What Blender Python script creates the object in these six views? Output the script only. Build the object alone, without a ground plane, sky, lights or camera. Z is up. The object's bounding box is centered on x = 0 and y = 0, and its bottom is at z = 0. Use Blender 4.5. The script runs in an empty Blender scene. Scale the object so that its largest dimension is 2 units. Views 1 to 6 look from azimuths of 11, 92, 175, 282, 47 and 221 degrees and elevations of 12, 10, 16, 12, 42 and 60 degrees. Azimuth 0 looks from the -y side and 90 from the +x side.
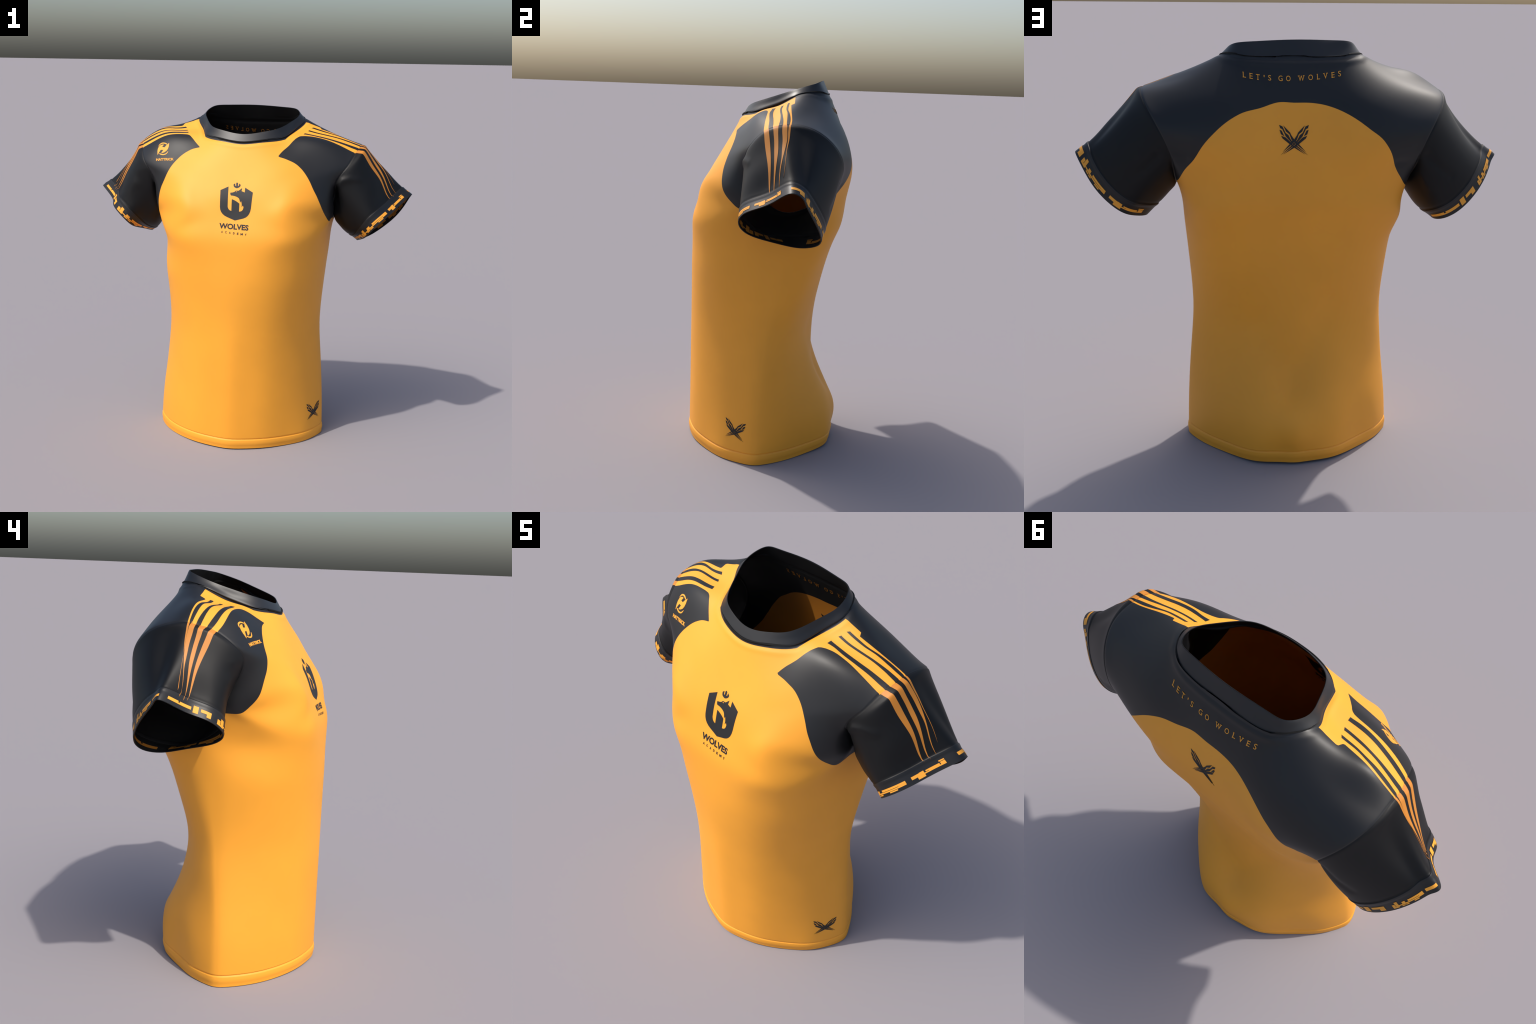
"""Short-sleeved sports shirt standing upright as if worn: amber body, dark yoke,
sleeves and collar, shoulder stripes and printed marks."""
import bpy, bmesh, math
import numpy as np
from mathutils import Vector
from mathutils.kdtree import KDTree
from mathutils.bvhtree import BVHTree
from mathutils.interpolate import poly_3d_calc

CLOTH = 0.005          # cloth thickness
SUBDIV = 4

# ---------------------------------------------------------------- helpers
def lerp(a, b, t):
    return np.asarray(a, float) * (1 - t) + np.asarray(b, float) * t

def smooth(a, b, x):
    t = np.clip((np.asarray(x, float) - a) / (b - a), 0, 1)
    return t * t * (3 - 2 * t)

def spline(points, x):
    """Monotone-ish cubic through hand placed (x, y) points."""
    p = np.asarray(points, float)
    x = np.clip(np.asarray(x, float), p[0, 0], p[-1, 0])
    h = np.diff(p[:, 0]); d = np.diff(p[:, 1]) / h
    m = np.empty(len(p)); m[0], m[-1] = d[0], d[-1]
    m[1:-1] = (d[:-1] * h[1:] + d[1:] * h[:-1]) / (h[:-1] + h[1:])
    i = np.clip(np.searchsorted(p[:, 0], x) - 1, 0, len(h) - 1)
    t = (x - p[i, 0]) / h[i]
    return ((2*t**3 - 3*t**2 + 1) * p[i, 1] + (t**3 - 2*t**2 + t) * h[i] * m[i]
            + (3*t**2 - 2*t**3) * p[i + 1, 1] + (t**3 - t**2) * h[i] * m[i + 1])

# ---------------------------------------------------------------- the cage
# Everything is described for the wearer's left half (x > 0) in a symmetric frame and mirrored;
# `lean` then adds the small sideways lean of the worn shirt.
FRONT, BACK, SLEEVE, CUFF, COLLAR, HEM = range(6)

# body sections: z, half width, y of the side seam, y front, y back, roundness front, back
SECTIONS = [
    (0.000, .515, -.022, -.426, .384, 1.60, 1.49),
    (0.028, .515, -.022, -.428, .387, 1.60, 1.49),
    (0.057, .514, -.022, -.427, .389, 1.60, 1.50),
    (0.082, .513, -.022, -.427, .391, 1.60, 1.51),
    (0.220, .506, -.020, -.427, .392, 1.60, 1.54),
    (0.400, .490, -.012, -.427, .318, 1.62, 1.60),
    (0.560, .476, -.002, -.428, .268, 1.66, 1.74),
    (0.720, .468,  .004, -.428, .258, 1.76, 1.93),
    (0.900, .478,  .012, -.428, .290, 1.95, 2.35),
    (1.060, .492,  .030, -.426, .336, 2.20, 2.60),
    (1.190, .503,  .060, -.416, .374, 2.55, 2.90),
    (1.285, .512,  .080, -.401, .398, 3.00, 3.10),
]
FRONT_ANGLES = [0, 15, 30, 46, 62, 79]      # from the front centre to the side (90)
BACK_ANGLES = [101, 118, 134, 150, 165, 180]

def section_points(z, w, ys, yf, yb, pf, pb):
    out = []
    for a in FRONT_ANGLES + [90] + BACK_ANGLES:
        r = math.radians(a)
        p, y = (pf, yf) if a <= 90 else (pb, yb)
        s, c = max(math.sin(r), 0), abs(math.cos(r))
        out.append((w * s ** (2 / p), ys + (y - ys) * (c ** (2 / p) if a != 90 else 0), z))
    return out

# armhole seam, from the underarm up the front, over the shoulder and down the back
ARMHOLE = dict(U=(.530, .120, 1.340),
    F1=(.528, -.020, 1.395), F2=(.534, -.070, 1.485), F3=(.558, -.110, 1.594), F4=(.610, -.086, 1.676),
    F5=(.646, -.025, 1.742), F6=(.666, .030, 1.773), S=(.673, .092, 1.784),
    B5=(.678, .160, 1.780), B4=(.670, .240, 1.752), B3=(.634, .322, 1.684), B2=(.580, .364, 1.585), B1=(.540, .310, 1.455))
LOOP = list(ARMHOLE)
# sleeve openings, same clock positions, for the wearer's left (1) and right (-1) arm
OPENING = {
    1: dict(U=(.660, .140, 1.197),
        F1=(.690, .038, 1.222), F2=(.728, -.072, 1.260), F3=(.775, -.119, 1.318), F4=(.838, -.092, 1.377),
        F5=(.883, -.022, 1.414), F6=(.926, .050, 1.452), S=(.978, .125, 1.496),
        B5=(.968, .182, 1.473), B4=(.942, .206, 1.425), B3=(.880, .253, 1.333), B2=(.785, .272, 1.245), B1=(.712, .215, 1.206)),
    -1: dict(U=(.672, .210, 1.182),
        F1=(.695, .090, 1.213), F2=(.722, -.030, 1.248), F3=(.762, -.087, 1.302), F4=(.838, -.051, 1.366),
        F5=(.868, .012, 1.396), F6=(.912, .072, 1.428), S=(.978, .138, 1.471),
        B5=(.962, .174, 1.447), B4=(.938, .208, 1.407), B3=(.880, .272, 1.330), B2=(.790, .316, 1.245), B1=(.712, .292, 1.192))}
SLEEVE_STEPS = [.12, .37, .64, .88, 1.0]     # shares of the way from the armhole to the cuff seam
CUFF_STEPS = [.20, .55, 1.0]                 # shares of the cuff
CUFF_WIDTH = .071
CUFF_FROM = len(SLEEVE_STEPS)

# rows across the chest above the armpit: (y, z) at the front centre, armhole point, fullness
FRONT_ROWS = [((-.366, 1.378), 'F1', 5.5), ((-.334, 1.485), 'F2', 4.8), ((-.284, 1.585), 'F3', 2.9), ((-.226, 1.690), 'F4', 1.7)]
BACK_ROWS = [((.405, 1.410), 'B1', 3.0), ((.404, 1.540), 'B2', 2.8), ((.388, 1.665), 'B3', 2.4), ((.350, 1.795), 'B4', 1.9)]
ROW_X = [0, .23, .44, .66, .90, 1.0]
LOBE = {'F1': (.517, -.150, 1.372), 'F2': (.512, -.188, 1.455)}      # the yoke bulges forward over the armpit

NECK = dict(N0=(0, -.176, 1.790), N1=(.122, -.154, 1.803), N2=(.241, -.084, 1.819), N3=(.286, .024, 1.860),
            N4=(.334, .117, 1.909), N5=(.294, .222, 1.924), N6=(.198, .283, 1.916), N7=(0, .297, 1.912))
RIM = dict(N0=(0, -.144, 1.846), N1=(.120, -.121, 1.862), N2=(.205, -.070, 1.883), N3=(.262, .035, 1.919),
           N4=(.291, .128, 1.951), N5=(.260, .219, 1.980), N6=(.172, .245, 1.990), N7=(0, .258, 1.998))

class Cage:
    def __init__(self):
        self.v, self.key, self.f, self.tag, self.fixed, self.crease = [], {}, [], [], set(), {}
    def vert(self, name, side, p):
        p = np.array(p, float)
        if abs(p[0]) < 1e-9:
            side = 0
        k = (name, side)
        if k not in self.key:
            self.key[k] = len(self.v)
            self.v.append(p * (1 if side >= 0 else -1, 1, 1))
        return self.key[k]
    def face(self, ids, tag, side):
        self.f.append(ids if side > 0 else ids[::-1]); self.tag.append(tag)
    def grid(self, rows, tag, side):
        for a, b in zip(rows, rows[1:]):
            for i in range(len(a) - 1):
                self.face([a[i], a[i + 1], b[i + 1], b[i]], tag, side)

def build_cage():
    C = Cage()
    for side in (1, -1):
        V = lambda n, p: C.vert(n, side, p)
        A = {n: V('arm' + n, p) for n, p in ARMHOLE.items()}
        N = {n: V('neck' + n, p) for n, p in NECK.items()}
        body = [[V(f'body{r}_{i}', p) for i, p in enumerate(section_points(*s))] for r, s in enumerate(SECTIONS)]
        C.grid(body[:3], HEM, side)
        C.grid([r[:7] for r in body[2:]], FRONT, side)
        C.grid([r[6:] for r in body[2:]], BACK, side)
        for r, c in enumerate((.62, .62, .60, .58, .50, .36, .15)):
            C.crease[(body[r][6], body[r + 1][6])] = c
        top = body[-1]
        def rows(spec, name):
            out = []
            for r, ((y, z), arm, q) in enumerate(spec):
                xa, ya, za = ARMHOLE[arm]
                line = [V(f'{name}{r}_{i}', (xa * t, y + (ya - y) * t ** q, z + (za - z) * t ** 1.5)) for i, t in enumerate(ROW_X[:-1])]
                if arm in LOBE:
                    C.v[line[-1]] = (np.array(LOBE[arm]) + ((0, 0, 0) if side > 0 else (-.010, .020, 0))) * (side, 1, 1)
                out.append(line + [A[arm]])
            return out
        front = rows(FRONT_ROWS, 'front')
        def across(name, a, b, lift, ks):
            pa, pb = np.array(a), np.array(b)
            return [V(f'{name}_{i}', pa * (1 - t) + pb * t + np.array((0, lift[1], lift[0])) * math.sin(math.pi * t)) for i, t in enumerate(ks)]
        ks = (.33, .67)
        f5 = [N['N0'], N['N1'], N['N2']] + across('f5', NECK['N2'], ARMHOLE['F5'], (.018, -.012), ks) + [A['F5']]
        f6 = [N['N3']] + across('f6', NECK['N3'], ARMHOLE['F6'], (.010, 0), ks) + [A['F6']]
        sh = [N['N4']] + across('sh', NECK['N4'], ARMHOLE['S'], (0, 0), ks) + [A['S']]
        C.grid([top[:6]] + front, FRONT, side)
        C.grid([front[-1], f5], FRONT, side)
        C.grid([f5[2:], f6, sh], FRONT, side)
        # under the arm: the side column ends in the underarm point
        C.face([top[5], top[6], A['U'], A['F1']], FRONT, side)
        C.face([top[6], top[7], A['B1'], A['U']], BACK, side)
        back = rows(BACK_ROWS, 'back')
        b5 = [N['N7'], N['N6'], N['N5']] + across('b5', NECK['N5'], ARMHOLE['B5'], (-.022, .01), ks) + [A['B5']]
        flip = lambda rs: [r[::-1] for r in rs]
        C.grid(flip([top[7:][::-1]] + back + [b5]), BACK, side)
        C.grid(flip([b5[2:], sh]), BACK, side)
        # sleeve
        ring = [A[n] for n in LOOP]
        worn = lean(muscles(np.array([C.v[i] for i in ring]))) * (side, 1, 1)
        hole = dict(zip(LOOP, worn))
        last = ring
        for j in range(len(SLEEVE_STEPS) + len(CUFF_STEPS)):
            new = []
            for n in LOOP:
                ts = cuff_start(hole[n], OPENING[side][n])
                t = ts * SLEEVE_STEPS[j] if j < CUFF_FROM else ts + (1 - ts) * CUFF_STEPS[j - CUFF_FROM]
                p = lerp(hole[n], OPENING[side][n], t) + sleeve_shape(n, t, side)
                new.append(V(f'sleeve{j}{n}', p))
                C.fixed.add(new[-1])
            for i in range(len(LOOP)):
                k = (i + 1) % len(LOOP)
                C.face([last[i], last[k], new[k], new[i]][::-1], CUFF if j >= CUFF_FROM else SLEEVE, side)
            last = new
        # collar
        names = list(NECK)
        last = [N[n] for n in names]
        for j, t in enumerate((.18, .5, .82, 1.0)):
            new = []
            for n in names:
                p = lerp(NECK[n], RIM[n], t)
                new.append(V(f'collar{j}{n}', p))
            C.grid([last, new], COLLAR, side)
            last = new
    return C

def cuff_start(a, b):
    return 1 - CUFF_WIDTH / np.linalg.norm(np.subtract(b, a))

def sleeve_shape(n, t, side):
    b = math.sin(math.pi * min(t / .95, 1))
    left = {'U': (0, -.004, -.004), 'F1': (0, -.022, -.026), 'F2': (0, -.010, -.012), 'B1': (0, .004, .006), 'B2': (0, .006, 0), 'B3': (.003, .005, .002), 'B4': (.002, .003, .002),
            'B5': (-.010, 0, -.010), 'S': (-.003, 0, -.003), 'F6': (.003, 0, .003), 'F5': (.003, -.003, .003)}
    right = {'U': (0, -.004, -.028), 'F1': (0, -.012, -.034), 'F2': (0, .012, -.012), 'F3': (0, .028, 0), 'F4': (0, .014, 0), 'B1': (0, .006, -.016), 'B2': (0, .004, -.008),
             'B4': (-.008, 0, -.010), 'B5': (-.022, 0, -.024), 'S': (-.015, 0, -.017), 'F6': (-.006, 0, -.006)}
    d = (left if side > 0 else right).get(n, (0, 0, 0))
    top = {'F4': .9, 'F5': 1.45, 'F6': 1.3, 'S': .7, 'B5': .3}.get(n, 0)      # rounded shoulder, then a dip before the flared cuff
    if side < 0:
        top *= .55
    k = top * (.017 * math.exp(-((t - .14) / .15) ** 2) - .017 * math.exp(-((t - .78) / .18) ** 2))
    return np.array(d) * b + k * np.array((.68, -.2, .7))

def lean(p):
    """Small left/right differences of the worn shirt."""
    p = p.copy()
    x = p[:, 0].copy()
    arm = smooth(.97, .68, np.abs(x))
    w = smooth(1.75, 1.25, p[:, 2]) * smooth(.80, .55, np.abs(x))
    up = smooth(1.2, 1.5, p[:, 2]) * arm
    p[:, 0] -= w * (.010 + .010 * smooth(.5, .05, p[:, 2])) + .006 * (1 - w) * arm
    p[:, 0] -= .010 * up * smooth(-.35, -.6, x)
    p[:, 1] += .027 * smooth(-.1, -.6, x) * up * smooth(-.10, 0, p[:, 1])
    p[:, 1] -= .012 * np.exp(-((x + .42) / .13) ** 2 - ((p[:, 2] - 1.62) / .14) ** 2) * smooth(0, -.1, p[:, 1])
    p[:, 2] -= .014 * smooth(-.58, -.67, x) * smooth(0, .06, p[:, 1]) * up
    flank = np.exp(-((p[:, 2] - 1.21) / .10) ** 2) * smooth(-.30, -.48, x)      # the right side sits turned a little backward
    p[:, 0] += flank * (.026 * smooth(.02, -.12, p[:, 1]) - .036 * smooth(.14, .26, p[:, 1]))
    p[:, 2] += .007 * smooth(0, -.25, x) * smooth(1.94, 1.97, p[:, 2])
    p[:, 2] += .022 * np.exp(-((x + .56) / .11) ** 2) * smooth(1.72, 1.80, p[:, 2]) * smooth(.19, .12, p[:, 1])     # fuller right shoulder
    p[:, 2] += (.004 + .006 * (p[:, 1] > 0)) * smooth(.40, .15, np.abs(x)) * smooth(.25, .05, p[:, 2])      # hem lifts a little between the corners
    return p

def muscles(p):
    """Soft swellings of the body underneath, pushed along y: x (both sides, unless the last entry names one
    side), z, reach across, reach up, amount, side."""
    p = p.copy()
    front = smooth(.05, -.12, p[:, 1]); back = smooth(.05, .2, p[:, 1])
    for table, sign, mask in ((FRONT_SWELL, -1, front), (BACK_SWELL, 1, back)):
        for x, z, rx, rz, k, side in table:
            for sx in ((x, -x) if x and not side else (x * (side or 1),)):
                p[:, 1] += sign * mask * k * np.exp(-((p[:, 0] - sx) / rx) ** 2 - ((p[:, 2] - z) / rz) ** 2)
    return p

FRONT_SWELL = [(.23, 1.30, .16, .16, .018, 0), (.42, 1.47, .13, .14, .008, 0), (.22, 1.71, .13, .08, .014, 0), (.57, 1.66, .07, .08, .014, -1),
               (.25, .45, .11, .50, .012, 0), (.42, 1.08, .12, .26, .016, 1), (.44, .05, .08, .12, .012, 1), (.47, 1.68, .06, .06, .008, 0), (.37, 1.69, .05, .05, -.005, 0)]
BACK_SWELL = [(.34, 1.60, .17, .20, .026, 0), (.38, 1.22, .12, .18, .012, 0), (0, 1.12, .15, .22, -.022, 0), (0, .44, .09, .13, -.036, 0),
              (.24, .34, .11, .18, .014, 0), (.27, .08, .10, .13, .008, 1), (.22, 1.15, .12, .16, -.013, 0), (.33, 1.76, .16, .08, .010, 0), (.20, .05, .10, .15, .034, 1), (.19, .05, .09, .12, .024, -1), (.33, .16, .10, .13, -.014, -1)]

def mesh_from(verts, faces, name):
    me = bpy.data.meshes.new(name)
    me.from_pydata([tuple(v) for v in verts], [], [list(map(int, f)) for f in faces])
    return me

def subdivide_through(C):
    """Catmull-Clark surface that passes through the cage points (cage solved by fixed-point iteration)."""
    target = np.array(C.v)
    free = np.array([i not in C.fixed for i in range(len(target))])
    target[free] = lean(muscles(target[free]))
    me = mesh_from(target, C.f, 'cage')
    me.polygons.foreach_set('material_index', np.array(C.tag, np.int32))
    for i in range(8):
        me.materials.append(None)
    sharp = {tuple(sorted(k)): c for k, c in C.crease.items()}
    me.attributes.new('crease_edge', 'FLOAT', 'EDGE').data.foreach_set('value', [sharp.get(tuple(sorted(e.vertices)), 0.0) for e in me.edges])
    ob = bpy.data.objects.new('cage', me)
    bpy.context.scene.collection.objects.link(ob)
    mod = ob.modifiers.new('s', 'SUBSURF')
    mod.use_limit_surface = True
    n = len(target)
    cage = target.copy()
    def evaluated(level):
        mod.levels = mod.render_levels = level
        me.vertices.foreach_set('co', cage.ravel()); me.update()
        ob.update_tag()
        dg = bpy.context.evaluated_depsgraph_get(); dg.update()
        return bpy.data.meshes.new_from_object(ob.evaluated_get(dg), depsgraph=dg)
    for it in range(10):
        m = evaluated(1)
        co = np.empty(len(m.vertices) * 3); m.vertices.foreach_get('co', co)
        cage += .9 * (target - co.reshape(-1, 3)[:n])
        bpy.data.meshes.remove(m)
    m = evaluated(SUBDIV)
    co = np.empty(len(m.vertices) * 3); m.vertices.foreach_get('co', co)
    nq = len(m.polygons)
    q = np.empty(nq * 4, np.int32); m.loops.foreach_get('vertex_index', q)
    tag = np.empty(nq, np.int32); m.polygons.foreach_get('material_index', tag)
    bpy.data.objects.remove(ob); bpy.data.meshes.remove(m); bpy.data.meshes.remove(me)
    return co.reshape(-1, 3), q.reshape(-1, 4), tag

def vertex_normals(co, quads):
    d1 = co[quads[:, 2]] - co[quads[:, 0]]; d2 = co[quads[:, 3]] - co[quads[:, 1]]
    fn = np.cross(d1, d2)
    n = np.zeros_like(co)
    for k in range(4):
        np.add.at(n, quads[:, k], fn)
    return n / np.maximum(np.linalg.norm(n, axis=1, keepdims=True), 1e-12)


# ---------------------------------------------------------------- relief of the seams
def loop_points(quads, tag, ta, tb):
    """Points along the seam between two kinds of panel (tb None: the open edge of ta)."""
    e = np.concatenate([quads[:, [k, (k + 1) % 4]] for k in range(4)])
    f = np.tile(tag, 4)
    e = np.sort(e, 1)
    o = np.lexsort((e[:, 1], e[:, 0])); e, f = e[o], f[o]
    if tb is None:
        same_prev = np.r_[False, (e[1:] == e[:-1]).all(1)]; same_next = np.r_[same_prev[1:], False]
        return e[~same_prev & ~same_next & np.isin(f, ta)]
    i = np.nonzero((e[1:] == e[:-1]).all(1))[0]
    hit = (np.isin(f[i], ta) & np.isin(f[i + 1], tb)) | (np.isin(f[i], tb) & np.isin(f[i + 1], ta))
    return e[i[hit]]

def distance_to(edges, co, near):
    pts = np.concatenate([co[edges[:, 0]] * (1 - t) + co[edges[:, 1]] * t for t in (0, .25, .5, .75)])
    kd = KDTree(len(pts))
    for i, p in enumerate(pts):
        kd.insert(p, i)
    kd.balance()
    d = np.full(len(co), 9.0)
    lo, hi = pts.min(0) - near, pts.max(0) + near
    for i in np.nonzero(((co > lo) & (co < hi)).all(1))[0]:
        d[i] = kd.find(co[i])[2]
    return d

def bump(d, centre, width):
    return np.exp(-((d - centre) / width) ** 2)

def verts_of(quads, tag, kinds, n):
    m = np.zeros(n, bool); m[quads[np.isin(tag, kinds)].ravel()] = True
    return m

def relax(co, quads, weight, rounds):
    """Rounds off creases where weight > 0."""
    e = np.unique(np.sort(np.concatenate([quads[:, [0, 1]], quads[:, [1, 2]], quads[:, [2, 3]], quads[:, [3, 0]]]), 1), axis=0)
    keep = (weight[e] > 0).any(1); e = e[keep]
    n = np.bincount(e.ravel(), minlength=len(co)).clip(1)[:, None]
    co = co.copy()
    for _ in range(rounds):
        s = np.zeros_like(co)
        for k in range(3):
            s[:, k] = np.bincount(e[:, 0], co[e[:, 1], k], len(co)) + np.bincount(e[:, 1], co[e[:, 0], k], len(co))
        co += .5 * weight[:, None] * (s / n - co)
    return co

def along(p, line):
    """Distance to a bent line and the share of its length at the nearest point."""
    line = np.asarray(line, float)
    best, share = np.full(len(p), 9.0), np.zeros(len(p))
    for k, (a, b) in enumerate(zip(line, line[1:])):
        t = np.clip(((p - a) @ (b - a)) / ((b - a) @ (b - a)), 0, 1)
        d = np.linalg.norm(p - a - t[:, None] * (b - a), axis=1)
        hit = d < best
        best[hit], share[hit] = d[hit], (k + t[hit]) / (len(line) - 1)
    return best, share

# soft folds that pull at the armpits: line, half width, depth (positive = ridge), direction of push
FOLDS = {
    1: [([(.555, -.108, 1.565), (.580, -.112, 1.590), (.622, -.107, 1.600), (.680, -.088, 1.598)], .019, .012, (0, -1, .3)),
        ([(.535, -.080, 1.520), (.548, -.080, 1.470), (.552, -.060, 1.420)], .028, -.026, (0, -1, 0)),
        ([(.600, .350, 1.500), (.660, .340, 1.440), (.720, .320, 1.400)], .020, -.009, (0, 1, 0)),
        ([(.560, .330, 1.410), (.620, .310, 1.350)], .018, .010, (0, 1, 0)),
        ([(.480, .375, 1.480), (.535, .355, 1.470)], .018, -.008, (0, 1, 0))],
    -1: [([(.560, -.095, 1.590), (.600, -.100, 1.615), (.660, -.085, 1.605)], .020, .007, (0, -1, .3)),
         ([(.535, -.080, 1.520), (.550, -.080, 1.470), (.556, -.060, 1.420)], .028, -.024, (0, -1, 0)),
         ([(.690, -.075, 1.520), (.730, -.065, 1.460)], .035, .006, (0, -1, 0)),
         ([(.600, .380, 1.500), (.660, .370, 1.440), (.720, .350, 1.400)], .020, -.009, (0, 1, 0)),
         ([(.560, .350, 1.410), (.620, .330, 1.350)], .018, .010, (0, 1, 0)),
         ([(.460, .385, 1.470), (.530, .365, 1.475)], .020, -.010, (0, 1, 0))]}

DRAPE = [([(.17, .66), (.08, .48), (.01, .34)], .070, -.007), ([(-.19, .78), (-.10, .52), (-.01, .34)], .070, -.008)]

def folds(co, where):
    co = co.copy()
    for side, table in FOLDS.items():
        near = where & (co[:, 0] * side > .4) & (co[:, 2] > 1.2)
        p = co[near] * (side, 1, 1)
        for line, width, depth, push in table:
            d, share = along(p, line)
            k = depth * np.exp(-(d / width) ** 2) * smooth(0, .3, .35 + share) * (1 - .6 * share)
            p = p + k[:, None] * np.array(push)
        co[near] = p * (side, 1, 1)
    for line, width, depth in DRAPE:                       # the back hangs in shallow diagonal folds below the waist
        near = where & (co[:, 1] > .05) & (co[:, 2] < 1.0)
        p = co[near]
        d, share = along(p[:, [0, 2]], line)
        p[:, 1] += depth * np.exp(-(d / width) ** 2)
        co[near] = p
    return co

def relief(co, quads, tag):
    n = len(co)
    chest = smooth(.02, -.12, co[:, 1]) * smooth(.98, 1.14, co[:, 2]) * smooth(1.50, 1.38, co[:, 2]) * smooth(.50, .40, np.abs(co[:, 0]))
    co = folds(co, verts_of(quads, tag, [FRONT, BACK, SLEEVE], n))
    co = relax(co, quads, chest * verts_of(quads, tag, [FRONT], n), 130)
    nor = vertex_normals(co, quads)
    push = np.zeros(n)
    band = {k: verts_of(quads, tag, [k], n) for k in (FRONT, BACK, SLEEVE, CUFF, COLLAR, HEM)}
    d = distance_to(loop_points(quads, tag, [FRONT, BACK], [SLEEVE]), co, .04)
    push += -.0024 * bump(d, 0, .0042)
    d = distance_to(loop_points(quads, tag, [FRONT, BACK], [COLLAR]), co, .05)
    rear = smooth(.0, .2, co[:, 1])
    push += -.0025 * bump(d, 0, .008) * (1 - rear) + .0018 * bump(d, .018, .011) * (1 + .8 * rear - 1.3 * bump(co[:, 1], .16, .06)) * ~band[COLLAR]
    d = distance_to(loop_points(quads, tag, [FRONT, BACK], [HEM]), co, .08)
    push += -.0042 * bump(d, 0, .0036) + .0030 * bump(d, .022, .020) * band[HEM] * smooth(.057, .03, d)
    d = distance_to(loop_points(quads, tag, [SLEEVE], [CUFF]), co, .06)
    push += .0022 * bump(d, .007, .009) * band[CUFF] + .001 * bump(d, .0, .004) * band[CUFF] - .0012 * bump(d, .008, .007) * band[SLEEVE]
    co = co + nor * push[:, None]
    return co

# ---------------------------------------------------------------- materials
def fabric(name, colour, rough):
    m = bpy.data.materials.new(name); m.use_nodes = True
    nt = m.node_tree; b = nt.nodes['Principled BSDF']
    b.inputs['Base Color'].default_value = (*colour, 1)
    b.inputs['Roughness'].default_value = rough
    return m

AMBER = fabric('amber_cloth', (.85, .36, .035), .6)
DARK = fabric('dark_cloth', (.022, .026, .034), .4)


# ---------------------------------------------------------------- materials
def fabric(name, colour, rough, sheen=0.0, spec=.5):
    m = bpy.data.materials.new(name); m.use_nodes = True
    nt = m.node_tree; b = nt.nodes['Principled BSDF']
    tc = nt.nodes.new('ShaderNodeTexCoord')
    fine = nt.nodes.new('ShaderNodeTexNoise'); fine.inputs['Scale'].default_value = 420; fine.inputs['Detail'].default_value = 2
    broad = nt.nodes.new('ShaderNodeTexNoise'); broad.inputs['Scale'].default_value = 3.0; broad.inputs['Detail'].default_value = 3
    ramp = nt.nodes.new('ShaderNodeValToRGB')
    ramp.color_ramp.elements[0].position, ramp.color_ramp.elements[1].position = .3, .7
    ramp.color_ramp.elements[0].color = (*[c * .965 for c in colour], 1)
    ramp.color_ramp.elements[1].color = (*[min(c * 1.03, 1) for c in colour], 1)
    bp = nt.nodes.new('ShaderNodeBump'); bp.inputs['Strength'].default_value = .06; bp.inputs['Distance'].default_value = .001
    L = nt.links.new
    L(tc.outputs['Object'], fine.inputs['Vector']); L(tc.outputs['Object'], broad.inputs['Vector'])
    L(broad.outputs['Fac'], ramp.inputs['Fac']); L(ramp.outputs['Color'], b.inputs['Base Color'])
    L(fine.outputs['Fac'], bp.inputs['Height']); L(bp.outputs['Normal'], b.inputs['Normal'])
    b.inputs['Roughness'].default_value = rough
    b.inputs['Specular IOR Level'].default_value = spec
    b.inputs['Sheen Weight'].default_value = sheen
    return m

AMBER = fabric('amber_cloth', (.90, .368, .025), .58)
DARK = fabric('dark_yoke_cloth', (.0080, .0082, .0090), .46, spec=.44)
INNER_AMBER = fabric('amber_inside_darker', (.34, .125, .010), .75, spec=.25)  # inner faces: darker versions of the outside colours
INNER_DARK = fabric('dark_inside_darker', (.0040, .0040, .0042), .75, spec=.2)
INNER_PRINT = fabric('print_inside_darker', (.30, .115, .012), .75, spec=.2)
SLEEVE_DARK = fabric('dark_sleeve_cloth', (.0036, .0037, .0041), .52, spec=.28)
SLEEVE_AMBER = fabric('amber_sleeve_stripe', (.56, .205, .020), .55)
COLLAR_DARK = fabric('dark_rib_cloth', (.0100, .0106, .0120), .44)
INK = fabric('dark_print', (.014, .0142, .0155), .55, spec=.35)
GOLD = fabric('amber_print', (.86, .36, .030), .58)

# ---------------------------------------------------------------- surface
C = build_cage()
co, quads, tag = subdivide_through(C)
co = relief(co, quads, tag)
nor = vertex_normals(co, quads)
CO, QUADS, NOR = co, quads, nor
SURFACE = BVHTree.FromPolygons([Vector(v) for v in co], [list(map(int, q)) for q in quads])

def at_surface(p, n, i):
    """Smooth surface normal at a hit point."""
    q = QUADS[i]
    w = poly_3d_calc([Vector(CO[k]) for k in q], p)
    m = sum((Vector(NOR[k]) * wk for k, wk in zip(q, w)), Vector())
    return p, (m.normalized() if m.length > 1e-6 else n)

def cast(origin, direction):
    p, n, i, d = SURFACE.ray_cast(Vector(origin), Vector(direction))
    if p is None:
        p, n, i, d = SURFACE.find_nearest(Vector(origin) + Vector(direction) * 2)
    return at_surface(p, n, i)

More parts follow.
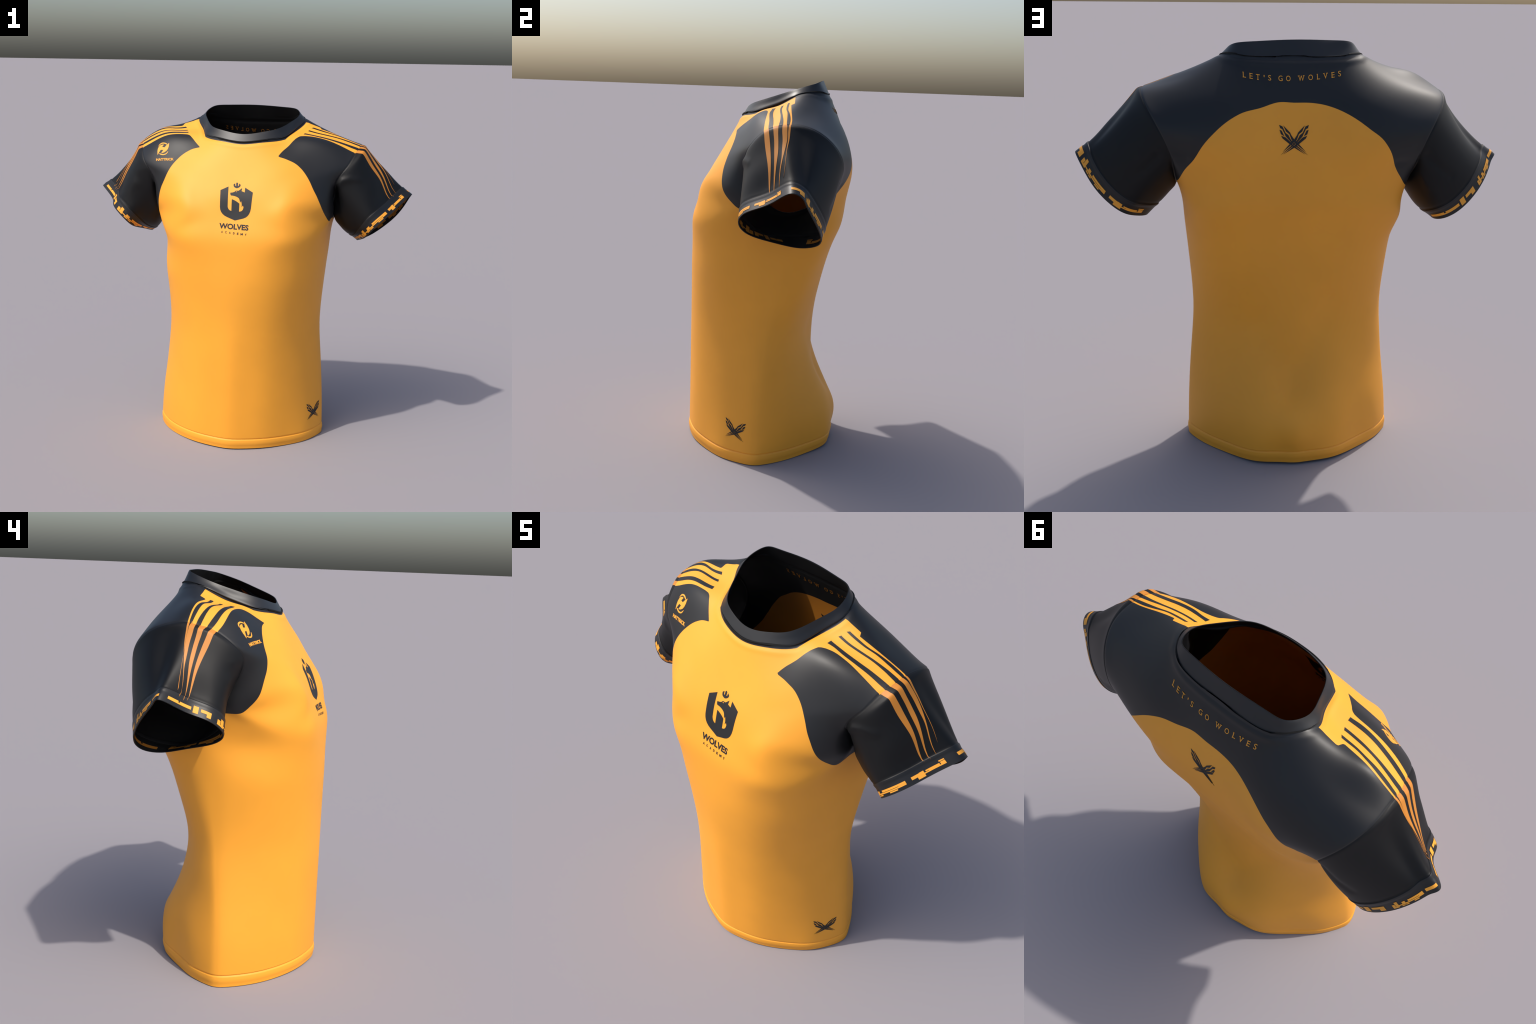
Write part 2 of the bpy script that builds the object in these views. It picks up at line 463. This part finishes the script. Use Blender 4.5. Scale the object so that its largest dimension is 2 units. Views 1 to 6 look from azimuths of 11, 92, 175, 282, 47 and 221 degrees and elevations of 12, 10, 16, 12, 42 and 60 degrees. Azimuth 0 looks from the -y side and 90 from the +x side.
def ordered_loop(edges, start, toward):
    """Walks a closed seam from the vertex nearest `start`, setting out towards `toward`."""
    nb = {}
    for a, b in edges.tolist():
        nb.setdefault(a, []).append(b); nb.setdefault(b, []).append(a)
    ids = np.array(list(nb))
    first = int(ids[np.linalg.norm(CO[ids] - start, axis=1).argmin()])
    step = min(nb[first], key=lambda i: np.linalg.norm(CO[i] - toward))
    loop = [first, step]
    while True:
        nxt = [i for i in nb[loop[-1]] if i != loop[-2]][0]
        if nxt == first:
            break
        loop.append(nxt)
    return CO[loop + [first]]

class CuffChart:
    """Metres along the sleeve opening (from the underarm, up the front) and 0..1 from the edge to the cuff seam."""
    def __init__(self, side):
        mirror = np.array((side, 1, 1))
        pick = lambda e: e[np.sign(CO[e[:, 0], 0]) == side]
        o = OPENING[side]
        start, toward = np.array(o['U']) * mirror, np.array(o['F1']) * mirror
        self.edge = ordered_loop(pick(loop_points(QUADS, tag, [CUFF], None)), start, toward)
        inner = pick(loop_points(QUADS, tag, [SLEEVE], [CUFF]))
        hole = lambda n: np.array(ARMHOLE[n]) * mirror
        k = cuff_start(hole('U'), start)
        self.seam = ordered_loop(inner, lerp(hole('U'), start, k), lerp(hole('F1'), toward, k))
        self.length = np.r_[0, np.cumsum(np.linalg.norm(np.diff(self.edge, axis=0), axis=1))]
    def point(self, s, t):
        i = np.interp(s % self.length[-1], self.length, np.arange(len(self.length)))
        f = lambda loop: np.array([np.interp(i, np.arange(len(loop)), loop[:, k]) for k in range(3)])
        return f(self.edge) * (1 - t) + f(self.seam) * t
    def __call__(self, s, t):
        p, n, i, d = SURFACE.find_nearest(Vector(self.point(s, t)))
        return at_surface(p, n, i)

CUFF_CHART = {side: CuffChart(side) for side in (1, -1)}

# ---------------------------------------------------------------- colour borders of the body
# heights of the raglan border over |x|, seen from the front and from the back
RAGLAN_FRONT = {
    1: [(.203, 1.728), (.266, 1.709), (.325, 1.680), (.375, 1.631), (.402, 1.592), (.425, 1.549), (.452, 1.500), (.475, 1.446), (.494, 1.395), (.512, 1.352), (.545, 1.336), (.60, 1.333)],
    -1: [(.255, 1.764), (.325, 1.743), (.391, 1.694), (.435, 1.637), (.467, 1.567), (.499, 1.487), (.513, 1.425), (.524, 1.375), (.545, 1.346), (.60, 1.333)]}
RAGLAN_BACK = {
    1: [(.000, 1.735), (.068, 1.737), (.147, 1.714), (.240, 1.689), (.346, 1.615), (.403, 1.551), (.440, 1.490), (.484, 1.434), (.520, 1.368), (.545, 1.338), (.60, 1.333)],
    -1: [(.000, 1.735), (.074, 1.734), (.130, 1.726), (.256, 1.675), (.327, 1.626), (.400, 1.563), (.429, 1.516), (.455, 1.450), (.490, 1.395), (.515, 1.360), (.545, 1.338), (.60, 1.333)]}
# amber neck band: its outer edge |x| over y, and how far back it reaches
BAND = {1: [(-.30, .12), (-.194, .203), (-.154, .231), (-.116, .262), (-.078, .286), (-.051, .305), (-.033, .322), (-.022, .352), (-.005, .382), (.20, .384)],
        -1: [(-.30, .14), (-.153, .255), (-.107, .303), (-.076, .333), (-.049, .362), (-.036, .392), (-.010, .415), (.20, .418)]}
BAND_BACK = {1: .1165, -1: .1295}
# shoulder stripes seen from above: front and back edge of each, y over |x|; they taper to a point on the sleeve
STRIPE_EDGES = [
    [(.330, -.028), (.380, -.018), (.450, -.017), (.550, -.021), (.650, -.020), (.706, -.012), (.748, .000), (.787, .011), (.834, .022), (.860, .028)],
    [(.330, .000), (.360, .001), (.424, -.005), (.493, -.004), (.561, -.000), (.652, .002), (.698, .007), (.730, .016), (.769, .024), (.808, .028), (.860, .028)],
    [(.330, .019), (.375, .015), (.436, .012), (.498, .014), (.556, .019), (.616, .022), (.665, .023), (.705, .028), (.732, .034), (.763, .037), (.800, .040), (.828, .042), (.853, .045), (.874, .048)],
    [(.340, .050), (.400, .045), (.468, .047), (.539, .053), (.600, .054), (.672, .050), (.716, .051), (.745, .055), (.778, .057), (.811, .053), (.835, .050), (.874, .048)],
    [(.340, .060), (.411, .054), (.479, .057), (.542, .063), (.612, .069), (.660, .070), (.712, .069), (.741, .073), (.776, .073), (.806, .073), (.839, .068), (.865, .069), (.884, .071)],
    [(.350, .083), (.409, .078), (.473, .078), (.529, .085), (.597, .087), (.664, .088), (.709, .093), (.741, .095), (.782, .088), (.811, .080), (.840, .073), (.884, .071)],
    [(.350, .092), (.419, .088), (.484, .087), (.538, .096), (.607, .103), (.661, .102), (.714, .097), (.739, .098), (.775, .095), (.810, .093), (.847, .091), (.872, .089)],
    [(.350, .102), (.382, .100), (.441, .100), (.513, .104), (.577, .109), (.626, .111), (.664, .110), (.711, .107), (.742, .105), (.780, .098), (.817, .095), (.853, .092), (.872, .089)]]
GAP_START = {1: [.331, .349, .366], -1: [.369, .385, .402]}     # where the dark gaps between the stripes begin
RIGHT_DRIFT = [(.30, -.028), (.37, -.026), (.50, -.016), (.60, -.008), (.67, .005), (.75, .022), (.86, .028), (1.0, .028)]

def stripe_edge(k, x, side):
    y = spline(STRIPE_EDGES[k], x)
    return y if side > 0 else y + (1 - k / 7) * spline(RIGHT_DRIFT, x)

def amber_amount(p):
    """Positive where the body cloth is amber, negative where it is dark."""
    x, y, z = np.abs(p[:, 0]), p[:, 1], p[:, 2]
    out = np.zeros(len(p))
    for side in (1, -1):
        m = (p[:, 0] >= 0) if side > 0 else (p[:, 0] < 0)
        X, Y, Z = x[m], y[m], z[m]
        tip = RAGLAN_FRONT[side][0][0]
        front = np.where(X < tip, 2.5, spline(RAGLAN_FRONT[side], X))
        low = np.where(Y < .1, front, spline(RAGLAN_BACK[side], X)) - Z
        low = np.where((X < tip) & (Y < 0), 1.0, low)
        band = np.minimum(spline(BAND[side], Y) - X, BAND_BACK[side] - Y)
        run = np.minimum(np.minimum(Y - stripe_edge(0, X, side), stripe_edge(7, X, side) - Y), X - .335)
        top = np.where(Z > 1.6, np.maximum(band, run), -1.0)
        out[m] = np.maximum(low, top)
    return out

def cut_panels(co, nor, quads, tag):
    """Splits the body faces along the colour border. Returns vertices, normals and faces with (tag, amber)."""
    F = np.full(len(co), 1.0)
    body = np.isin(tag, [FRONT, BACK])
    used = np.unique(quads[body]); F[used] = amber_amount(co[used])
    F[np.abs(F) < 1e-9] = 1e-9
    sign = F[quads] > 0
    mixed = body & sign.any(1) & ~sign.all(1)
    faces = [(list(map(int, q)), int(t), bool(s[0])) for q, t, s in zip(quads[~mixed], tag[~mixed], sign[~mixed])]
    mq = quads[mixed]
    e = np.unique(np.sort(np.concatenate([mq[:, [k, (k + 1) % 4]] for k in range(4)] + [mq[:, [0, 2]]]), 1), axis=0)
    e = e[(F[e[:, 0]] > 0) != (F[e[:, 1]] > 0)]
    lo, hi = np.zeros(len(e)), np.ones(len(e))
    up = F[e[:, 0]] > 0
    for _ in range(14):
        t = (lo + hi) / 2
        v = amber_amount(co[e[:, 0]] * (1 - t)[:, None] + co[e[:, 1]] * t[:, None]) > 0
        same = v == up
        lo = np.where(same, t, lo); hi = np.where(same, hi, t)
    t = ((lo + hi) / 2)[:, None]
    new = co[e[:, 0]] * (1 - t) + co[e[:, 1]] * t
    nn = nor[e[:, 0]] * (1 - t) + nor[e[:, 1]] * t
    nn /= np.linalg.norm(nn, axis=1, keepdims=True)
    at = {tuple(k): len(co) + i for i, k in enumerate(e.tolist())}
    co2, nor2 = np.vstack([co, new]), np.vstack([nor, nn])
    for q, tg in zip(mq.tolist(), tag[mixed]):
        s = [F[i] > 0 for i in q]
        changes = sum(s[k] != s[(k + 1) % 4] for k in range(4))
        for poly in ([q] if changes == 2 else [[q[0], q[1], q[2]], [q[0], q[2], q[3]]]):
            plus, minus = [], []
            for k, i in enumerate(poly):
                j = poly[(k + 1) % len(poly)]
                (plus if F[i] > 0 else minus).append(i)
                if (F[i] > 0) != (F[j] > 0):
                    v = at[tuple(sorted((i, j)))]
                    plus.append(v); minus.append(v)
            for f, amber in ((plus, True), (minus, False)):
                if len(f) > 2:
                    faces.append((f, int(tg), amber))
    return co2, nor2, faces

co, nor, faces = cut_panels(co, nor, quads, tag)

# ---------------------------------------------------------------- the parts
root = bpy.data.objects.new('sports_shirt', None)
bpy.context.scene.collection.objects.link(root)
root['label'] = 'amber and dark short sleeved sports shirt, standing as if worn'
root['category'] = 'sports shirt'

REVERSE = {AMBER: INNER_AMBER, DARK: INNER_DARK, SLEEVE_DARK: INNER_DARK, COLLAR_DARK: INNER_DARK, SLEEVE_AMBER: INNER_PRINT, GOLD: INNER_PRINT, INK: INNER_DARK}

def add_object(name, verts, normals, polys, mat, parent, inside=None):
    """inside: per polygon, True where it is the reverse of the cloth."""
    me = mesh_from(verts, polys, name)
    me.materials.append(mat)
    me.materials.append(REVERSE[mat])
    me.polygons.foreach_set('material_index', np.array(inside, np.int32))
    me.polygons.foreach_set('use_smooth', np.ones(len(me.polygons), bool))
    me.normals_split_custom_set_from_vertices([tuple(x) for x in normals])
    ob = bpy.data.objects.new(name, me)
    bpy.context.scene.collection.objects.link(ob)
    ob.parent = parent
    return ob

edge_use = {}
for f, _, _ in faces:
    for a, b in zip(f, f[1:] + f[:1]):
        edge_use[(a, b)] = edge_use.get((a, b), 0) + 1
N = len(co)
both = np.vstack([co, co - nor * CLOTH])
both_n = np.vstack([nor, -nor])

def cloth_part(name, part_faces, mat, parent=root):
    """Outer face, darker inner face and turned edges of one panel."""
    polys, inside = [], []
    for f in part_faces:
        polys.append(f)
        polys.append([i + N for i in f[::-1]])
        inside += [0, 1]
        for a, b in zip(f, f[1:] + f[:1]):
            if (b, a) not in edge_use:
                polys.append([b, a, a + N, b + N])
                inside.append(0)
    used = np.unique(np.concatenate([np.asarray(p) for p in polys]))
    remap = np.zeros(2 * N, int); remap[used] = np.arange(len(used))
    return add_object(name, both[used], both_n[used], [[remap[i] for i in p] for p in polys], mat, parent, inside)

centre = {id(f): co[f].mean(0) for f, _, _ in faces}
groups = {}
for f, t, amber in faces:
    c = centre[id(f)]
    side = 1 if c[0] > 0 else -1
    if t in (FRONT, BACK):
        if amber:
            key = 'front_panel' if t == FRONT or (c[2] > 1.6 and c[1] < .2) else 'back_panel'
        else:
            key = ('front_yoke', side) if c[1] < .1 else 'back_yoke'
    else:
        key = {SLEEVE: ('sleeve', side), CUFF: ('cuff', side), COLLAR: 'collar', HEM: 'hem_band'}[t]
    groups.setdefault(key, []).append(f)

body_front = cloth_part('front_panel', groups['front_panel'], AMBER)
body_back = cloth_part('back_panel', groups['back_panel'], AMBER)
yoke_back = cloth_part('back_yoke', groups['back_yoke'], DARK)
cloth_part('hem_band', groups['hem_band'], AMBER)
cloth_part('collar', groups['collar'], COLLAR_DARK)
front_yoke, sleeve, cuff = {}, {}, {}
for side in (1, -1):
    front_yoke[side] = cloth_part('front_yoke', groups[('front_yoke', side)], DARK)
    sleeve[side] = cloth_part('sleeve', groups[('sleeve', side)], SLEEVE_DARK)
    cuff[side] = cloth_part('sleeve_cuff', groups[('cuff', side)], DARK, sleeve[side])

# ---------------------------------------------------------------- printed marks
PRINT = .0011          # how far a print stands off the cloth

def flat_mesh(outlines):
    """Fills closed outlines (inner ones are holes) in the plane."""
    bm = bmesh.new()
    for line in outlines:
        vs = [bm.verts.new((p[0], p[1], 0)) for p in line]
        for a, b in zip(vs, vs[1:] + vs[:1]):
            bm.edges.new((a, b))
    bmesh.ops.triangle_fill(bm, use_beauty=True, use_dissolve=False, edges=bm.edges[:], normal=(0, 0, 1))
    return bm

def text_mesh(body, size, bold=0.0, stretch=1.0):
    cu = bpy.data.curves.new('lettering', 'FONT')
    cu.body, cu.size, cu.offset, cu.resolution_u = body, size, bold, 4
    cu.align_x, cu.align_y = 'CENTER', 'CENTER'
    ob = bpy.data.objects.new('lettering', cu)
    bpy.context.scene.collection.objects.link(ob)
    dg = bpy.context.evaluated_depsgraph_get(); dg.update()
    me = bpy.data.meshes.new_from_object(ob.evaluated_get(dg), depsgraph=dg)
    bm = bmesh.new(); bm.from_mesh(me)
    for v in bm.verts:
        v.co = Vector((v.co.x * stretch, v.co.y, 0))
    bpy.data.objects.remove(ob); bpy.data.curves.remove(cu); bpy.data.meshes.remove(me)
    bmesh.ops.remove_doubles(bm, verts=bm.verts[:], dist=1e-7)
    return bm

def move(bm, f):
    for v in bm.verts:
        x, y = f(v.co.x, v.co.y)
        v.co = Vector((x, y, 0))
    return bm

def grid_cut(bm, step):
    for ax in (0, 1):
        vals = [v.co[ax] for v in bm.verts]
        for k in range(math.floor(min(vals) / step) + 1, math.ceil(max(vals) / step)):
            no = Vector((1, 0, 0)) if ax == 0 else Vector((0, 1, 0))
            bmesh.ops.bisect_plane(bm, geom=bm.verts[:] + bm.edges[:] + bm.faces[:], dist=1e-7, plane_co=no * (k * step), plane_no=no)

def stamp(name, pieces, place, mat, parent, step=.010, lift=PRINT):
    """Lays flat pieces (bmeshes in the print's own plane) onto the cloth as a thin print that shows on both sides."""
    V, NN, P, inside = [], [], [], []
    for k, bm in enumerate(pieces):
        grid_cut(bm, step)
        bm.verts.ensure_lookup_table(); bm.verts.index_update()
        hits = [place(v.co.x, v.co.y) for v in bm.verts]
        n = len(hits); o = len(V)
        up = lift + .00007 * (k % 8)          # pieces that cross must not share a plane
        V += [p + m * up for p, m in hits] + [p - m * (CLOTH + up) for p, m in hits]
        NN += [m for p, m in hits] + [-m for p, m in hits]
        flip = None
        for f in bm.faces:
            ids = [v.index for v in f.verts]
            if flip is None:
                a, b, c = (hits[i][0] for i in ids[:3])
                flip = (b - a).cross(c - a).dot(hits[ids[0]][1]) < 0
            if flip:
                ids = ids[::-1]
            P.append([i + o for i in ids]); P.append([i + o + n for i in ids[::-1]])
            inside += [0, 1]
        for e in bm.edges:
            if len(e.link_faces) == 1:
                a, b = e.verts[0].index + o, e.verts[1].index + o
                P.append([a, b, b + n, a + n])
                inside.append(0)
        bm.free()
    return add_object(name, np.array(V), np.array(NN), P, mat, parent, inside)

def from_front(x, z): return cast((x, -2, z), (0, 1, 0))
def from_back(x, z): return cast((x, 2, z), (0, -1, 0))
def from_above(x, y): return cast((x, y, 3), (0, 0, -1))

def affine(m):
    (a, b, c), (d, e, f) = m
    return lambda x, y: (a * x + b * y + c, d * x + e * y + f)

def bezier(*pts):
    """Samples a smooth bend through a corner: start, control, end."""
    a, b, c = (np.array(p, float) for p in pts)
    return [tuple((1 - t) ** 2 * a + 2 * t * (1 - t) * b + t * t * c) for t in (0, .2, .4, .6, .8, 1)]

# shoulder stripes
seam_edges = loop_points(QUADS, tag, [FRONT, BACK], [SLEEVE])
seam_pts = CO[np.unique(seam_edges)]
for side in (1, -1):
    s = seam_pts[(np.sign(seam_pts[:, 0]) == side) & (seam_pts[:, 2] > 1.71)]
    s = s[np.argsort(s[:, 1])]
    seam_x = lambda y: float(np.interp(y, s[:, 1], np.abs(s[:, 0])))
    for g in range(3):
        x0 = GAP_START[side][g]
        xs = np.linspace(x0, .668, 26)
        lo, hi = stripe_edge(2 * g + 1, xs, side), stripe_edge(2 * g + 2, xs, side)
        x_lo, x_hi = xs.copy(), xs.copy()
        x_hi[0] += .004 * (1 + g)
        x_lo[-1], x_hi[-1] = seam_x(lo[-1]), seam_x(hi[-1])
        line = [(side * a, b) for a, b in zip(x_lo, lo)] + [(side * a, b) for a, b in zip(x_hi[::-1], hi[::-1])]
        stamp('shoulder_gap_stripe', [flat_mesh([line])], from_above, DARK, body_front)
    for g in range(4):
        tip = min(STRIPE_EDGES[2 * g][-1][0], STRIPE_EDGES[2 * g + 1][-1][0])
        xs = np.linspace(.668, tip, 24)
        lo, hi = stripe_edge(2 * g, xs, side), stripe_edge(2 * g + 1, xs, side)
        fine = .2 * ((xs - .668) / (tip - .668)) ** 2          # drawn out to a fine point
        lo, hi = lo + fine * (hi - lo), hi - fine * (hi - lo)
        x_lo, x_hi = xs.copy(), xs.copy()
        x_lo[0], x_hi[0] = seam_x(lo[0]), seam_x(hi[0])
        line = [(side * a, b) for a, b in zip(x_lo, lo)] + [(side * a, b) for a, b in zip(x_hi[-2::-1], hi[-2::-1])]
        stamp('sleeve_stripe', [flat_mesh([line])], from_above, SLEEVE_AMBER, sleeve[side])

# chest crest: a shield that is also an h, ending in a wolf's head, with a small crown above
CREST = affine(((.2599, .0240, -.2303), (.0107, -.2428, 1.6396)))
shield = ([(.460, .447), (.638, .370), (.622, .815)] + bezier((.622, .815), (.630, .895), (.703, .915))
          + [(.718, .650)] + bezier((.718, .650), (.815, .685), (.885, .750)) + [(.874, .932)]
          + bezier((.874, .932), (.965, .930), (.978, .830)) + [(.962, .793), (.933, .830)]
          + bezier((.933, .830), (.948, .770), (.925, .693)) + [(.900, .727)]
          + bezier((.900, .727), (.893, .650), (.868, .625)) + bezier((.868, .625), (.800, .572), (.697, .568))
          + [(.684, .545), (.680, .508), (.730, .502), (.772, .490), (.805, .462), (.870, .463), (.945, .405), (.932, .472), (1.005, .502),
             (1.013, .395), (1.187, .505), (1.142, .860)] + bezier((1.142, .860), (1.110, 1.045), (.965, 1.085)) + [(.778, 1.130), (.605, 1.052)]
          + bezier((.605, 1.052), (.450, .985), (.449, .825)))
eye = [(.795, .488), (.838, .468), (.826, .495)]
crown = ([(.752, .320), (.784, .302), (.787, .340)] + bezier((.787, .340), (.790, .356), (.809, .358)) + [(.810, .296), (.828, .280), (.850, .296), (.848, .360)]
         + bezier((.848, .360), (.868, .358), (.872, .340)) + [(.874, .305), (.908, .330)] + bezier((.908, .350), (.900, .390), (.825, .408))
         + bezier((.825, .408), (.755, .392), (.752, .350)))

def tidy(line):
    out = []
    for p in line:
        if not out or max(abs(p[0] - out[-1][0]), abs(p[1] - out[-1][1])) > 1e-6:
            out.append(p)
    if max(abs(out[0][0] - out[-1][0]), abs(out[0][1] - out[-1][1])) < 1e-6:
        out.pop()
    return out

def placed(outlines, place2d):
    return move(flat_mesh([tidy(l) for l in outlines]), place2d)

stamp('crest', [placed([shield, eye], CREST), placed([crown], CREST)], from_front, INK, body_front)

def set_line(body, size, centre, slope, bold, stretch):
    bm = text_mesh(body, size, bold, stretch)
    return move(bm, lambda x, y: (centre[0] + x, centre[1] + y + slope * x))

def fit_text(body, box_w, box_h, bold):
    """Lettering scaled to a given width and height around its own centre."""
    bm = text_mesh(body, 1.0, bold)
    xs = [v.co.x for v in bm.verts]; ys = [v.co.y for v in bm.verts]
    cx, cy = (min(xs) + max(xs)) / 2, (min(ys) + max(ys)) / 2
    kx, ky = box_w / (max(xs) - min(xs)), box_h / (max(ys) - min(ys))
    return move(bm, lambda x, y: ((x - cx) * kx, (y - cy) * ky))

wolves = move(fit_text('WOLVES', .171, .0305, .036), lambda x, y: (x - .0035, y + 1.3395 - .03 * x))
stamp('crest_lettering', [wolves], from_front, INK, body_front)
small = []
for k, ch in enumerate('ACADEMY'):
    w = {'M': .0125}.get(ch, .0092)
    px = .490 + k * (1.015 - .490) / 6
    cx, cz = CREST(px, 1.383 + (px - .49) * .118)
    small.append(move(fit_text(ch, w, .0115, .022), lambda x, y: (cx + x, cz + y)))
stamp('crest_lettering', small, from_front, INK, body_front)

# maker's badge on the wearer's right chest: a leaf-shaped H between two arcs, with its name
BADGE = affine(((.1360, .0270, -.6211), (.0083, -.1064, 1.8103)))
leaf = ([(1.040, .410)] + bezier((1.036, .450), (1.020, .860), (.650, .942)) + [(.640, .930), (.750, .765), (.620, .762), (.525, .905), (.455, 1.030)]
        + bezier((.444, .990), (.430, .560), (.690, .492)) + [(.785, .487), (.685, .615), (.810, .635), (.920, .510)])
arc = bezier((.500, .590), (.560, .400), (.760, .385)) + bezier((.760, .385), (.870, .390), (.945, .455)) + [(.915, .497)] \
    + bezier((.900, .480), (.830, .440), (.740, .442)) + bezier((.700, .446), (.600, .470), (.520, .580))
turned = [(1.480 - x, 1.430 - y) for x, y in arc]
BADGE_NAME = affine(((.1346, .0226, -.6157), (.0103, -.1055, 1.8081)))
name = move(fit_text('HATTRICK', .870, .135, .03), lambda x, y: (.805 + x, 1.268 - y + .10 * max(0, -.1 - x) ** 2))
name = move(name, BADGE_NAME)
stamp('maker_badge', [placed([l], BADGE) for l in (leaf, arc, turned)] + [name], from_front, GOLD, front_yoke[-1], step=.006)

# crossed feathers: on the back and at the hem
feather = [
    [(.165, .195), (.295, .255), (.415, .505), (.525, .590), (.620, .770), (.690, .860), (.650, .890), (.420, .640), (.385, .560), (.285, .360), (.205, .320)],
    [(.325, .215), (.590, .490), (.640, .600), (.735, .735), (.745, .850), (.690, .830), (.645, .770), (.565, .555), (.435, .455)],
    [(.180, .385), (.260, .415), (.370, .640), (.235, .555)],
    [(.240, .615), (.420, .685), (.640, .892), (.660, .980), (.570, .945), (.300, .725)],
    [(.565, .950), (.618, .992), (.300, 1.258)], [(.645, 1.005), (.692, 1.035), (.232, 1.372)], [(.703, 1.046), (.757, 1.085), (.335, 1.345)]]
heart = [[(.742, .742), (.870, .868), (.926, .958), (.860, 1.005), (.755, 1.083), (.640, 1.000), (.572, .948), (.640, .868)]]
heart += [[(x, y - .022), (x + .022, y), (x, y + .022), (x - .022, y)] for x, y in ((.742, .892), (.694, .942), (.795, .944), (.746, .990))]

def feather_pieces(place2d):
    out = []
    for line in feather:
        out.append(placed([line], place2d))
        out.append(placed([[(1.490 - x + .02 * (y - .2), y) for x, y in line]], place2d))
    out.append(placed(heart, lambda x, y: place2d(x, y)))
    return out

stamp('crossed_feathers', feather_pieces(affine(((-.1122, -.0003, .0868), (-.0009, -.1100, 1.6639)))), from_back, INK, body_back, step=.012)
HEM_MARK, ALONG = Vector((.453, -.131, 0)), Vector((.50, .866, 0))
def at_hem(s, z):
    out = Vector((ALONG.y, -ALONG.x, 0))
    return cast(HEM_MARK + ALONG * s + out + Vector((0, 0, z)), -out)
stamp('crossed_feathers', feather_pieces(affine(((.1103, -.0039, -.0792), (-.0069, -.0850, .2450)))), at_hem, INK, body_front, step=.012)

# line of spaced serif capitals under the back of the collar
MOTTO = [('L', .214, 1.850), ('E', .185, 1.845), ('T', .156, 1.841), ("'", .129, 1.845), ('S', .105, 1.838), ('G', .058, 1.836), ('O', .024, 1.8355),
         ('W', -.033, 1.836), ('O', -.074, 1.840), ('L', -.109, 1.843), ('V', -.140, 1.846), ('E', -.174, 1.850), ('S', -.203, 1.855)]
SERIFS = {'L': [(-.5, 1, .30), (.42, 0, .10), (-.5, 0, .30)], 'E': [(-.5, 1, .25), (-.5, 0, .25)], 'T': [(0, 0, .45)], 'V': [(-.5, 1, .4), (.5, 1, .4)], 'W': [(-.5, 1, .3), (.5, 1, .3)]}
letters = []
for ch, cx, cz in MOTTO:
    slope = -.14 * math.copysign(min(1, abs(cx - .01) / .16), cx - .01)
    w = {'W': .0255, 'O': .0195, 'G': .0180, "'": .0040, 'E': .0135, 'L': .0130, 'S': .0125}.get(ch, .0165)
    h = .009 if ch == "'" else .0225
    pieces = [fit_text(ch, w, h, 0)]
    for fx, fy, fw in SERIFS.get(ch, []):
        x0, y0, ww = fx * w * .86, (fy - .5) * (h - .002), fw * w
        pieces.append(flat_mesh([[(x0 - ww / 2, y0 - .0014), (x0 + ww / 2, y0 - .0014), (x0 + ww / 2, y0 + .0014), (x0 - ww / 2, y0 + .0014)]]))
    for k, bm in enumerate(pieces):
        letters.append(move(bm, lambda x, y: (cx - x, cz + y + slope * x)))
motto_a = [b for b in letters]
stamp('back_motto', motto_a, from_back, GOLD, yoke_back, step=.012)

# square Kufic script round the cuffs, written with bars: (left, right, bottom, top) in shares of the word
WORDS = {
    'nahw': [(0, .25, .32, .70), (.16, .37, 0, .34), (.24, .37, .34, .74), (.36, 1.0, .28, .43), (.42, .83, .48, .66), (.50, .83, .42, .50), (.86, 1.0, .42, .74), (.84, 1.0, .80, .95)],
    'jeel': [(0, .085, .18, .66), (0, .19, 0, .20), (.098, .19, .18, 1.0), (.18, 1.0, .20, .37), (.31, .41, .36, .70), (.27, .37, 0, .15), (.39, .49, 0, .15),
             (.50, 1.0, .42, .68), (.85, 1.0, .36, .44), (.66, .82, 0, .15)],
    'aid': [(0, .46, .30, .72), (.45, .53, .30, .50), (.52, 1.0, .30, .72)],
    'bar': [(0, 1.0, .30, .68)],
    'alif': [(0, 1.0, .04, 1.0)],
    'waw': [(0, 1.0, .44, .86), (.58, 1.0, .06, .46)]}
# which word stands where: metres from the underarm round the opening, from the word's left end to its right end
SCRIPT = {
    1: [('aid', .045, .108), ('alif', .116, .138), ('waw', .146, .198), ('jeel', .208, .452), ('nahw', .480, .643),
        ('waw', .703, .774), ('jeel', .793, .985), ('nahw', 1.011, 1.200)],
    -1: [('nahw', .150, .006), ('jeel', .425, .170), ('waw', .512, .463), ('alif', .547, .523), ('aid', .684, .557), ('bar', .774, .724),
         ('jeel', .935, .788), ('waw', 1.030, .970), ('alif', 1.067, 1.041), ('aid', 1.225, 1.077)]}
for side, words in SCRIPT.items():
    chart = CUFF_CHART[side]
    for word, left, right in words:
        pieces = []
        for a, b, c, d in WORDS[word]:
            s0, s1 = left + (right - left) * a, left + (right - left) * b
            t0, t1 = (.0090 + .0360 * c) / CUFF_WIDTH, (.0090 + .0360 * d) / CUFF_WIDTH
            pieces.append(flat_mesh([[(s0, t0), (s1, t0), (s1, t1), (s0, t1)]]))
        stamp('cuff_script', pieces, chart, GOLD, cuff[side], step=.010)
